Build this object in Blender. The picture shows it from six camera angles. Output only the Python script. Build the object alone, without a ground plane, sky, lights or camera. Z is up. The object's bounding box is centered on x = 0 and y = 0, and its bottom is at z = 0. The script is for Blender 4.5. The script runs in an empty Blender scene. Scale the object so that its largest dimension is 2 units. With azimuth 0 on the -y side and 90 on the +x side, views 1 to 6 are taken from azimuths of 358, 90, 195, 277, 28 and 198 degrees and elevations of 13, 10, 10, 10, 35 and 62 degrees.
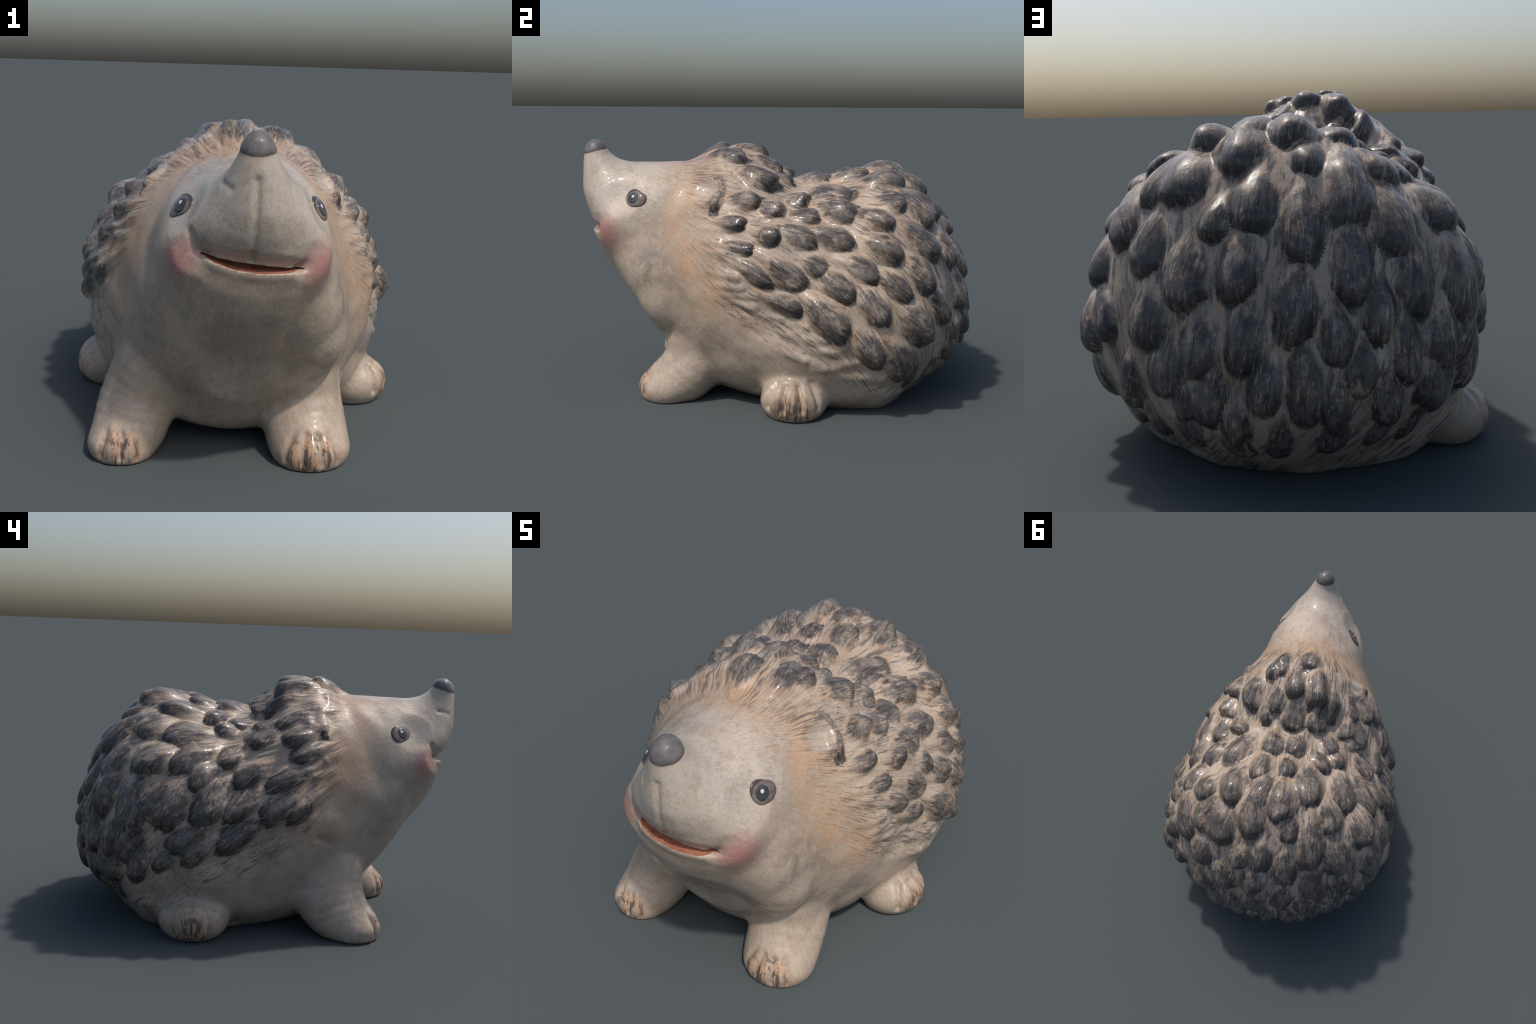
import bpy, bmesh
import numpy as np
from math import pi, sin, cos, radians, degrees
from mathutils import Vector, Matrix
from mathutils.bvhtree import BVHTree

RNG = np.random.default_rng(7)

# ---------------------------------------------------------------------------------------------
# 1. Profiles.  The trunk is lofted through stations that fan from the nose tip (level) to the rump
#    (upright).  Station: top (y, z), bottom (y, z), centre x, half width, height fraction of the
#    widest place, roundness above it, roundness below it.
# ---------------------------------------------------------------------------------------------
STATIONS = [
    ((-0.935, 1.262), (-0.945, 1.262), 0.060, 0.008, 0.50, 2.0, 2.0),
    ((-0.905, 1.255), (-0.972, 1.245), 0.060, 0.031, 0.50, 2.0, 2.0),
    ((-0.888, 1.238), (-0.988, 1.215), 0.060, 0.047, 0.50, 2.0, 2.0),
    ((-0.876, 1.215), (-0.995, 1.175), 0.060, 0.059, 0.50, 2.0, 2.0),
    ((-0.850, 1.188), (-1.000, 1.110), 0.060, 0.080, 0.50, 2.0, 2.0),
    ((-0.800, 1.162), (-1.002, 1.030), 0.059, 0.114, 0.46, 2.0, 2.0),
    ((-0.730, 1.152), (-0.985, 0.945), 0.057, 0.163, 0.38, 1.9, 2.0),
    ((-0.650, 1.152), (-0.955, 0.868), 0.054, 0.212, 0.34, 2.0, 1.95),
    ((-0.560, 1.155), (-0.942, 0.780), 0.050, 0.256, 0.32, 2.05, 1.95),
    ((-0.480, 1.158), (-0.890, 0.655), 0.038, 0.294, 0.40, 2.05, 2.05),
    ((-0.400, 1.170), (-0.810, 0.520), 0.026, 0.326, 0.44, 1.95, 2.1),
    ((-0.320, 1.208), (-0.710, 0.380), 0.016, 0.374, 0.48, 1.85, 2.1),
    ((-0.240, 1.230), (-0.590, 0.225), 0.014, 0.438, 0.53, 1.8, 2.1),
    ((-0.110, 1.210), (-0.445, 0.055), 0.012, 0.530, 0.55, 1.75, 2.2),
    (( 0.000, 1.122), (-0.270, 0.000), 0.014, 0.590, 0.54, 1.8, 2.5),
    (( 0.120, 1.066), (-0.050, -0.055), 0.008, 0.632, 0.51, 1.85, 2.6),
    (( 0.300, 1.080), ( 0.200, -0.100), 0.004, 0.682, 0.49, 1.85, 2.6),
    (( 0.500, 1.115), ( 0.450, -0.120), 0.006, 0.672, 0.47, 1.9, 2.5),
    (( 0.660, 1.058), ( 0.650, -0.048), 0.006, 0.602, 0.45, 1.95, 1.98),
    (( 0.790, 0.938), ( 0.785, 0.036), 0.006, 0.490, 0.44, 2.0, 1.88),
    (( 0.878, 0.798), ( 0.875, 0.122), 0.000, 0.368, 0.42, 2.0, 1.9),
    (( 0.930, 0.665), ( 0.930, 0.200), 0.000, 0.245, 0.40, 2.0, 2.0),
    (( 0.953, 0.540), ( 0.955, 0.280), 0.000, 0.140, 0.42, 2.0, 2.0),
    (( 0.962, 0.430), ( 0.962, 0.370), 0.000, 0.030, 0.50, 2.0, 2.0),
]
# limbs: ellipsoids (centre, radii) swept along a short path, shoulder or hip first
FORELIMBS = [
    [((0.22, -0.28, 0.46), (0.18, 0.19, 0.22)), ((0.250, -0.345, 0.30), (0.170, 0.195, 0.20)), ((0.272, -0.395, 0.19), (0.165, 0.165, 0.14)),
     ((0.290, -0.500, 0.08), (0.160, 0.160, 0.125)), ((0.303, -0.558, 0.045), (0.155, 0.145, 0.105))],
    [((-0.22, -0.27, 0.46), (0.18, 0.20, 0.22)), ((-0.290, -0.335, 0.30), (0.17, 0.215, 0.20)), ((-0.355, -0.390, 0.18), (0.160, 0.190, 0.14)),
     ((-0.395, -0.480, 0.07), (0.144, 0.168, 0.115)), ((-0.412, -0.530, 0.040), (0.135, 0.140, 0.095))],
]
HINDLIMBS = [
    [((0.46, 0.10, 0.08), (0.16, 0.15, 0.10)), ((0.52, 0.09, 0.085), (0.160, 0.155, 0.125)), ((0.555, 0.070, 0.072), (0.150, 0.158, 0.125))],
    [((-0.45, 0.26, 0.08), (0.16, 0.16, 0.10)), ((-0.53, 0.25, 0.095), (0.165, 0.178, 0.130)), ((-0.570, 0.245, 0.090), (0.155, 0.178, 0.125))],
]
VOXEL = 0.0068


def pchip(x, y, q):
    """monotone cubic interpolation of the columns of y"""
    x, y = np.asarray(x, float), np.asarray(y, float)
    h = np.diff(x)
    d = np.diff(y, axis=0) / h[:, None]
    m = np.zeros_like(y)
    m[0], m[-1] = d[0], d[-1]
    w1, w2 = (2 * h[1:] + h[:-1])[:, None], (h[1:] + 2 * h[:-1])[:, None]
    with np.errstate(divide="ignore", invalid="ignore"):
        hm = (w1 + w2) / (w1 / d[:-1] + w2 / d[1:])
    m[1:-1] = np.where(d[:-1] * d[1:] > 0, hm, 0)
    i = np.clip(np.searchsorted(x, q) - 1, 0, len(x) - 2)
    hh = h[i][:, None]
    t = ((q - x[i]) / h[i])[:, None]
    return y[i] * (1 + 2 * t) * (1 - t) ** 2 + m[i] * hh * t * (1 - t) ** 2 + y[i + 1] * t * t * (3 - 2 * t) + m[i + 1] * hh * t * t * (t - 1)


def smooth01(x, a, b):
    t = np.clip((x - a) / (b - a), 0, 1)
    return t * t * (3 - 2 * t)


def trunk(rings=170, seg=128, stations=None):
    S = np.array([(*a, *b, *r) for a, b, *r in (stations or STATIONS)])
    mid, size = (S[:, :2] + S[:, 2:4]) / 2, np.linalg.norm(S[:, :2] - S[:, 2:4], axis=1)
    t = np.r_[0, np.cumsum(np.linalg.norm(np.diff(mid, axis=0), axis=1) + 0.35 * abs(np.diff(size)))]
    a = np.linspace(0, 2 * pi, seg, endpoint=False)
    c, s = np.cos(a), np.sin(a)
    rows = []
    for ty, tz, by, bz, xc, hw, f, pu, pl in pchip(t, S, np.linspace(0, t[-1], rings)):
        e = np.where(s >= 0, pu, pl)
        v = np.abs(s) ** (2 / e)
        frac = np.where(s >= 0, f + (1 - f) * v, f - f * v)
        rows.append(np.c_[np.sign(c) * np.abs(c) ** (2 / e) * hw + xc, by + (ty - by) * frac, bz + (tz - bz) * frac])
    faces = [(i * seg + j, i * seg + (j + 1) % seg, (i + 1) * seg + (j + 1) % seg, (i + 1) * seg + j) for i in range(rings - 1) for j in range(seg)]
    faces += [tuple(range(seg))[::-1], tuple((rings - 1) * seg + j for j in range(seg))]
    return np.concatenate(rows), faces


def limb(blobs, rings=14, seg=40):
    P = pchip(np.linspace(0, 1, len(blobs)), [(*c, *r) for c, r in blobs], np.linspace(0, 1, rings))
    u, w = np.linspace(0, 2 * pi, seg, endpoint=False), np.linspace(-pi / 2 + 0.03, pi / 2 - 0.03, seg // 2)
    W, U = np.meshgrid(w, u, indexing="ij")
    N = np.c_[(np.cos(W) * np.cos(U)).ravel(), (np.cos(W) * np.sin(U)).ravel(), np.sin(W).ravel()]
    n = seg // 2
    F = [(i * seg + j, i * seg + (j + 1) % seg, (i + 1) * seg + (j + 1) % seg, (i + 1) * seg + j) for i in range(n - 1) for j in range(seg)]
    F += [tuple(range(seg))[::-1], tuple((n - 1) * seg + j for j in range(seg))]
    return P, [(p[:3] + N * p[3:], F) for p in P]


def mesh_object(name, V, F, material=None, smooth=True, parent=None):
    me = bpy.data.meshes.new(name)
    me.from_pydata([tuple(v) for v in V], [], [tuple(int(i) for i in f) for f in F])
    me.update()
    if smooth:
        me.polygons.foreach_set("use_smooth", np.ones(len(me.polygons), bool))
    if material:
        me.materials.append(material)
    ob = bpy.data.objects.new(name, me)
    bpy.context.scene.collection.objects.link(ob)
    ob.parent = parent
    return ob


def evaluated(ob):
    dg = bpy.context.evaluated_depsgraph_get()
    me = bpy.data.meshes.new_from_object(ob.evaluated_get(dg), depsgraph=dg)
    bpy.data.objects.remove(ob)
    return me


def arrays(me):
    V = np.empty(len(me.vertices) * 3)
    me.vertices.foreach_get("co", V)
    E = np.empty(len(me.edges) * 2, np.int64)
    me.edges.foreach_get("vertices", E)
    return V.reshape(-1, 3), E.reshape(-1, 2)


def neighbours_mean(V, E, deg):
    out = np.empty_like(V)
    for k in range(3):
        out[:, k] = np.bincount(E[:, 0], V[E[:, 1], k], len(V)) + np.bincount(E[:, 1], V[E[:, 0], k], len(V))
    return out / deg[:, None]


def normals_of(me):
    N = np.empty(len(me.vertices) * 3)
    me.vertices.foreach_get("normal", N)
    return N.reshape(-1, 3)


def write(me, V):
    me.vertices.foreach_set("co", V.ravel())
    me.update()


def build_shell():
    """trunk and limbs fused to one skin, then eased where they meet"""
    TV, TF = trunk()
    V, F = [TV], list(TF)
    n, paths = len(TV), []
    for blobs in FORELIMBS + HINDLIMBS:
        P, parts = limb(blobs)
        paths.append(P)
        for v, f in parts:
            V.append(v)
            F += [tuple(i + n for i in q) for q in f]
            n += len(v)
    ob = mesh_object("shell", np.concatenate(V), F)
    m = ob.modifiers.new("fuse", "REMESH")
    m.mode, m.voxel_size, m.adaptivity = "VOXEL", VOXEL, 0
    me = evaluated(ob)
    bm = bmesh.new()
    bm.from_mesh(me)
    outer, stack = set(), [min(bm.verts, key=lambda v: v.co.y)]
    while stack:  # keep the outer skin only
        v = stack.pop()
        if v not in outer:
            outer.add(v)
            stack += [e.other_vert(v) for e in v.link_edges]
    bmesh.ops.delete(bm, geom=[v for v in bm.verts if v not in outer], context="VERTS")
    bm.to_mesh(me)
    bm.free()
    V, E = arrays(me)
    deg = np.maximum(np.bincount(E.ravel(), minlength=len(V)), 1)
    # easing mask: places near both the trunk's skin and a limb's skin
    bvh = BVHTree.FromPolygons([tuple(v) for v in TV], TF)
    td = np.full(len(V), 9.0)
    for i in np.nonzero((V[:, 2] < 0.75) & (V[:, 1] < 0.55))[0]:
        td[i] = bvh.find_nearest(Vector(V[i]))[3]
    ld = np.full(len(V), 9.0)
    for P in paths:
        for p in P:
            r = np.linalg.norm((V - p[:3]) / p[3:], axis=1)
            ld = np.minimum(ld, np.abs(r - 1) * p[3:].min())
    ease = np.clip(1 - np.maximum(td, ld) / 0.085, 0, 1)
    for _ in range(3):
        ease = 0.5 * ease + 0.5 * neighbours_mean(np.repeat(ease[:, None], 3, 1), E, deg)[:, 0]
    ease = ease * (1 - 0.65 * smooth01(V[:, 1], -0.15, -0.02))  # the hind feet stay distinct pads
    ease = np.clip(ease * 1.6, 0, 1)[:, None]
    for k in range(12):  # wash out the voxel steps without shrinking
        V = V + 0.5 * (neighbours_mean(V, E, deg) - V)
        V = V - 0.52 * (neighbours_mean(V, E, deg) - V)
    for _ in range(60):
        V = V + 0.5 * ease * (neighbours_mean(V, E, deg) - V)
    write(me, V)
    return me, E, deg


# ---------------------------------------------------------------------------------------------
# 2. Sculpting on the fused skin: lips, cheeks, toes, folds
# ---------------------------------------------------------------------------------------------
def upper_lip(x):
    return np.interp(x, [-0.12, -0.05, 0.06, 0.15, 0.23], [0.869, 0.857, 0.843, 0.832, 0.822])


def lower_lip(x):
    return np.interp(x, [-0.12, -0.06, 0.00, 0.08, 0.15, 0.23], [0.868, 0.845, 0.826, 0.817, 0.817, 0.8215])


def groove(V, N, points, depth, width, where=None, taper=False):
    """press a soft furrow along a polyline; negative depth raises a ridge"""
    best, fade = np.full(len(V), 9.0), 1.0
    for a, b in zip(points[:-1], points[1:]):
        a, b = np.array(a), np.array(b)
        t = np.clip(((V - a) @ (b - a)) / ((b - a) @ (b - a)), 0, 1)
        best = np.minimum(best, np.linalg.norm(V - a - t[:, None] * (b - a), axis=1))
        fade = smooth01(t, -0.1, 0.35) if taper else 1.0
    w = np.exp(-((best / width) ** 2)) * depth * fade
    if where is not None:
        w = w * where
    return V - N * w[:, None]


def lump(V, N, centre, radii, height):
    r = np.linalg.norm((V - np.array(centre)) / np.array(radii), axis=1)
    return V + N * (height * np.clip(1 - r * r, 0, 1) ** 1.5)[:, None]


def sway(P, scale, seed, count=24):
    """smooth random field: a sum of plane waves"""
    r = np.random.default_rng(seed)
    k = r.normal(size=(count, P.shape[1])) * scale
    return np.cos(P @ k.T + r.uniform(0, 2 * pi, count)).sum(1) / np.sqrt(count / 2)


# height of the curved line from snout to rump about which the brush strokes turn, as (y, z)
STROKE_LINE = [(-1.0, 1.18), (-0.85, 1.05), (-0.6, 0.92), (-0.3, 0.70), (0.0, 0.55), (0.3, 0.38), (0.6, -0.05), (0.9, -0.50), (1.1, -0.60)]


def flow_coords(P):
    """coordinates in which brush strokes run back from the face over the body"""
    q = np.c_[P[:, 0] - 0.03, P[:, 2] - np.interp(P[:, 1], *zip(*STROKE_LINE))]
    return q / np.maximum(np.linalg.norm(q, axis=1), 1e-6)[:, None], 0.85 * P[:, 1] - 0.35 * P[:, 2]


def coat_edge(z):
    """front border of the spiny coat as a y position for each height"""
    return np.interp(z, [0.0, 0.14, 0.27, 0.40, 0.50, 0.65, 0.85, 1.10, 1.25], [0.60, 0.42, 0.14, -0.10, -0.26, -0.34, -0.40, -0.40, -0.38])


CENTRE = Vector((0.0, 0.2, 0.5))

# spines: root azimuth, root elevation, tip azimuth, tip elevation (degrees about the middle of the body), width in mm
SPINES = {
    "crest": [
        (-1, 68, -6, 77, 122), (-27, 64, -40, 69, 115), (20, 64, 31, 69, 102), (34, 63, 48, 70, 76), (7, 60, 3, 68, 104), (-11, 57, -23, 65, 128),
        (-24, 57, -40, 61, 89), (15, 55, 18, 60, 62), (34, 53, 51, 57, 125), (18, 53, 28, 58, 90), (-46, 51, -58, 52, 102), (-32, 49, -48, 48, 66),
        (13, 49, 19, 57, 81), (0, 48, -2, 58, 105), (-26, 46, -33, 37, 44), (35, 43, 38, 34, 52), (42, 41, 54, 44, 92),
    ],
    "saddle_and_crown": [
        (-141, 83, -163, 71, 91), (120, 79, 161, 66, 110), (-26, 76, -125, 83, 112), (38, 76, 143, 81, 113), (-76, 74, -102, 62, 101), (-117, 73, -143, 55, 146),
        (174, 71, 172, 54, 110), (-165, 68, -169, 51, 134), (-49, 66, -74, 59, 92), (73, 66, 117, 57, 136), (132, 63, 155, 50, 132), (170, 62, 176, 41, 138),
        (-70, 60, -90, 54, 95), (61, 55, 78, 54, 113), (-94, 54, -120, 42, 164), (84, 54, 111, 42, 125), (60, 54, 80, 61, 81), (-159, 53, -162, 41, 93),
        (-128, 53, -136, 39, 137), (-49, 50, -64, 42, 105), (-144, 49, -152, 26, 141), (123, 48, 138, 42, 133), (152, 47, 160, 32, 156), (145, 47, 145, 30, 146),
        (69, 45, 88, 45, 109), (54, 43, 66, 43, 100), (-33, 41, -49, 39, 101),
    ],
    "left_flank": [
        (110, 45, 123, 33, 104), (84, 36, 104, 29, 106), (69, 35, 87, 30, 96), (58, 32, 69, 29, 90), (110, 31, 122, 20, 109), (41, 31, 53, 33, 73),
        (48, 24, 59, 24, 64), (80, 24, 91, 17, 83), (99, 23, 112, 14, 100), (66, 21, 82, 11, 98), (54, 19, 68, 11, 75), (89, 17, 101, 7, 105),
        (112, 16, 122, 5, 94), (105, 10, 112, -3, 97), (66, 7, 81, 1, 83), (83, 6, 99, -8, 128), (102, -4, 112, -18, 113), (113, -8, 126, -25, 124),
    ],
    "right_flank": [
        (-89, 46, -107, 27, 138), (-69, 45, -84, 33, 103), (-112, 40, -121, 23, 156), (-85, 35, -96, 20, 105), (-35, 33, -49, 31, 93), (-60, 32, -76, 23, 102),
        (-42, 27, -62, 21, 97), (-81, 26, -93, 5, 139), (-114, 24, -122, 0, 179), (-100, 23, -109, 4, 169), (-66, 22, -80, 8, 116), (-51, 18, -65, 8, 117),
        (-43, 14, -55, 8, 82), (-65, 9, -83, -4, 118), (-87, 6, -103, -5, 108), (-113, 5, -123, -11, 141), (-85, 0, -97, -10, 82), (-110, -3, -119, -18, 97),
        (-99, -5, -110, -13, 79),
    ],
    "rump": [
        (-178, 42, -178, 25, 137), (-163, 37, -164, 18, 110), (-135, 37, -139, 18, 136), (172, 33, 171, 23, 101), (127, 33, 142, 19, 141), (-150, 27, -153, 8, 120),
        (152, 27, 153, 13, 138), (-180, 25, -180, 9, 125), (-133, 24, -137, 4, 139), (166, 22, 166, 6, 143), (125, 21, 133, 7, 121), (-165, 16, -167, 0, 112),
        (-146, 14, -147, -1, 97), (156, 10, 156, -4, 162), (-176, 8, -179, -7, 107), (-157, 7, -157, -5, 92), (133, 7, 141, -5, 105), (-140, 6, -140, -11, 107),
        (171, 5, 170, -9, 118), (-128, 5, -129, -10, 133), (119, 3, 131, -10, 135), (-165, -1, -164, -18, 105), (162, -1, 162, -14, 135), (-151, -2, -152, -12, 92),
        (-173, -4, -174, -16, 98), (151, -5, 146, -21, 115), (-123, -6, -132, -21, 90), (-131, -6, -132, -19, 115), (175, -7, 173, -20, 99), (-158, -7, -157, -22, 79),
        (-146, -8, -143, -22, 98), (167, -10, 167, -19, 96), (-180, -14, -181, -25, 81),
    ],
}


# low tufts of fur along the front border of the coat, same notation
TUFTS = [(34, 27, 45, 29, 47), (37, 23, 45, 24, 46), (40, 20, 54, 21, 54), (43, 13, 55, 13, 61), (46, 9, 57, 9, 53), (49, 6, 62, 6, 53),
         (52, 3, 62, 2, 53), (62, -1, 73, -3, 52), (70, -3, 83, -5, 60), (73, -9, 91, -9, 68), (80, -15, 97, -13, 68), (70, -15, 83, -18, 61),
         (87, -22, 104, -17, 68), (98, -24, 114, -24, 76), (38, 33, 47, 38, 54), (24, 40, 28, 44, 48), (108, -28, 129, -34, 62), (-27, 30, -36, 28, 64),
         (-32, 24, -42, 23, 64), (-36, 18, -45, 15, 63), (-44, 9, -53, 6, 63), (-49, 1, -61, -5, 63), (-59, -3, -73, -7, 70), (-71, -7, -80, -11, 54),
         (-78, -12, -89, -14, 55), (-25, 38, -32, 36, 65), (-51, -6, -56, -10, 47), (-108, -16, -117, -22, 63), (-21, 46, -14, 50, 50), (-15, 43, -26, 45, 43),
         (-10, 50, -15, 54, 42), (1, 52, -2, 57, 49), (14, 49, 15, 54, 48), (21, 46, 25, 51, 48), (3, 58, 1, 65, 50)]


def nose_line(P):
    """height above the slanting edge of the nose"""
    return P[:, 2] - 1.190 - (P[:, 1] + 0.9935) * 0.264


def half_width(s):
    """teardrop outline of a spine, widest two thirds of the way to the tip"""
    return (0.24 + 0.76 * smooth01(s, 0.0, 0.66)) * np.clip(1 - (np.clip(s - 0.62, 0, 1) / 0.42) ** 2, 0, 1) ** 0.55


def long_profile(s):
    """height of a spine along its length: slow rise from the root, blunt drop at the tip"""
    return smooth01(s, -0.10, 0.80) ** 1.2 * np.sqrt(np.clip(1 - (np.clip(s - 0.78, 0, 1) / 0.22) ** 2, 0, 1))


def heading(az, el):
    a, e = radians(az), radians(el)
    return Vector((sin(a) * cos(e), -cos(a) * cos(e), sin(e)))


ROOT_REACH = 0.42  # how far a spine's root ridge runs up the coat, as a share of the visible length


def region_is_rear(region):
    return region in ("rump", "low_row")


class Spine:
    """a teardrop scale on the coat: a root and a tip (directions about the middle of the body) and a width"""

    def __init__(self, az0, el0, az1, el1, width, region):
        a, b = np.array(heading(az0, el0)), np.array(heading(az1, el1))
        a = a - ROOT_REACH * (b - a)
        self.a, self.b, self.width, self.region = a / np.linalg.norm(a), b, width, region
        self.height = float(np.clip(0.40 * width, 0.020, 0.050)) * RNG.uniform(0.85, 1.12) * (0.6 if region == "low_row" else 1)
        self.bend, self.phase = RNG.uniform(-0.12, 0.12), RNG.uniform(0, 6.28, 3)
        self.shade, self.axis = RNG.uniform(0, 1), self.b - self.a
        self.side = np.cross(self.axis, self.a)
        self.side /= np.linalg.norm(self.side)

    def relief(self, d, r):
        """height over the skin at the points in direction d, at distance r"""
        s = (d - self.a) @ self.axis / (self.axis @ self.axis)
        lat = (d - self.a) @ self.side * r + self.bend * self.width * np.sin(pi * np.clip(s, 0, 1))
        w = 0.5 * self.width * half_width(np.clip(s, 0, 1.05)) * (1.32 if region_is_rear(self.region) else 1.46) * (1 + 0.07 * np.sin(7 * s + self.phase[0]) * np.sign(lat))
        u = np.abs(lat) / np.maximum(w, 1e-4)
        prof = np.clip(1 - np.clip(u, 0, 1) ** 2, 0, 1) ** 1.25
        h = self.height * long_profile(np.clip(s, 0, 1)) * prof * (1 + 0.10 * np.sin(5 * s + 3 * u + self.phase[1]))
        # how far a point counts as this spine's own: the raised part first, then a margin round it
        ends = np.where(s > 0.8, 1 - ((s - 0.8) / 0.34) ** 2, np.where(s < 0.15, 1 - ((0.15 - s) / 0.25) ** 2, 1.0))
        wide = np.clip(1 - (np.abs(lat) / (0.5 * self.width * half_width(np.clip(s, 0, 0.92)) * 1.32 * 1.36)) ** 2, 0, 1)
        h = np.where((s > 0) & (s < 1.0), h, 0)
        return h, s, h / self.height + 0.35 * wide * np.clip(ends, 0, 1)


def all_spines():
    low_row = [(128 + 12.5 * i, -17 - RNG.uniform(0, 4), 128 + 12.5 * i + RNG.uniform(-3, 3), -29 - RNG.uniform(0, 3), 78 + RNG.uniform(-12, 12)) for i in range(9)]
    return [Spine(*row[:4], row[4] / 1000, region) for region, rows in {**SPINES, "low_row": low_row}.items() for row in rows]


def coat_relief(V, N, spines):
    """raise every spine and tuft out of the skin as one flowing surface; returns which spine each point belongs to"""
    C = np.array(CENTRE)
    d = V - C
    r = np.linalg.norm(d, axis=1)
    d = d / r[:, None]
    power, push, best, owner = np.zeros(len(V)), np.zeros_like(V), np.zeros(len(V)), np.full(len(V), -1)
    for k, sp in enumerate(spines):
        near = np.nonzero(d @ ((sp.a + sp.b) / 2) > 0.86)[0]
        h, s, rel = sp.relief(d[near], r[near])
        power[near] += h**4
        t = sp.axis / np.linalg.norm(sp.axis)
        push[near] += t * (h * 0.22 * smooth01(s, 0.45, 0.95))[:, None]
        win = rel > best[near]
        best[near[win]], owner[near[win]] = rel[win], k
    lift = power**0.25
    soft = np.zeros(len(V))
    for az0, el0, az1, el1, w in TUFTS:
        a, b = np.array(heading(az0, el0)), np.array(heading(az1, el1))
        axis = b - a
        s = (d - a) @ axis / (axis @ axis)
        t = np.clip(s, 0, 1.0)
        off = np.linalg.norm(d - a - t[:, None] * axis, axis=1) * r
        past = np.clip(s - 1, 0, None) * np.linalg.norm(axis) * r
        away = np.sqrt(off**2 + 1.5 * past**2)
        soft = np.maximum(soft, np.exp(-((away / (w / 1000 * (0.24 + 0.16 * t))) ** 2)) * (0.15 + 0.85 * t) * 0.16 * w / 1000)
    owner[best < 0.02] = -1
    return V + N * (lift**4 + soft**4)[:, None] ** 0.25 + push, owner


EARS = [((0.328, -0.352, 1.035), (0.10, 0.80, -0.15)), ((-0.268, -0.314, 1.050), (-0.10, 0.80, -0.15))]  # middle, and the way the thick rim lies


def ear_relief(V, N):
    """round shallow dishes with a thick rim on the rear side"""
    for c, rear in EARS:
        d = V - np.array(c)
        r = np.linalg.norm(d, axis=1)
        side = np.clip(0.65 + 0.65 * (d @ np.array(rear)) / np.maximum(r, 1e-6), 0, 1)
        V = V + N * (0.010 * side * np.exp(-(((r - 0.068) / 0.026) ** 2)) - 0.010 * np.exp(-((r / 0.045) ** 2)))[:, None]
    return V


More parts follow.
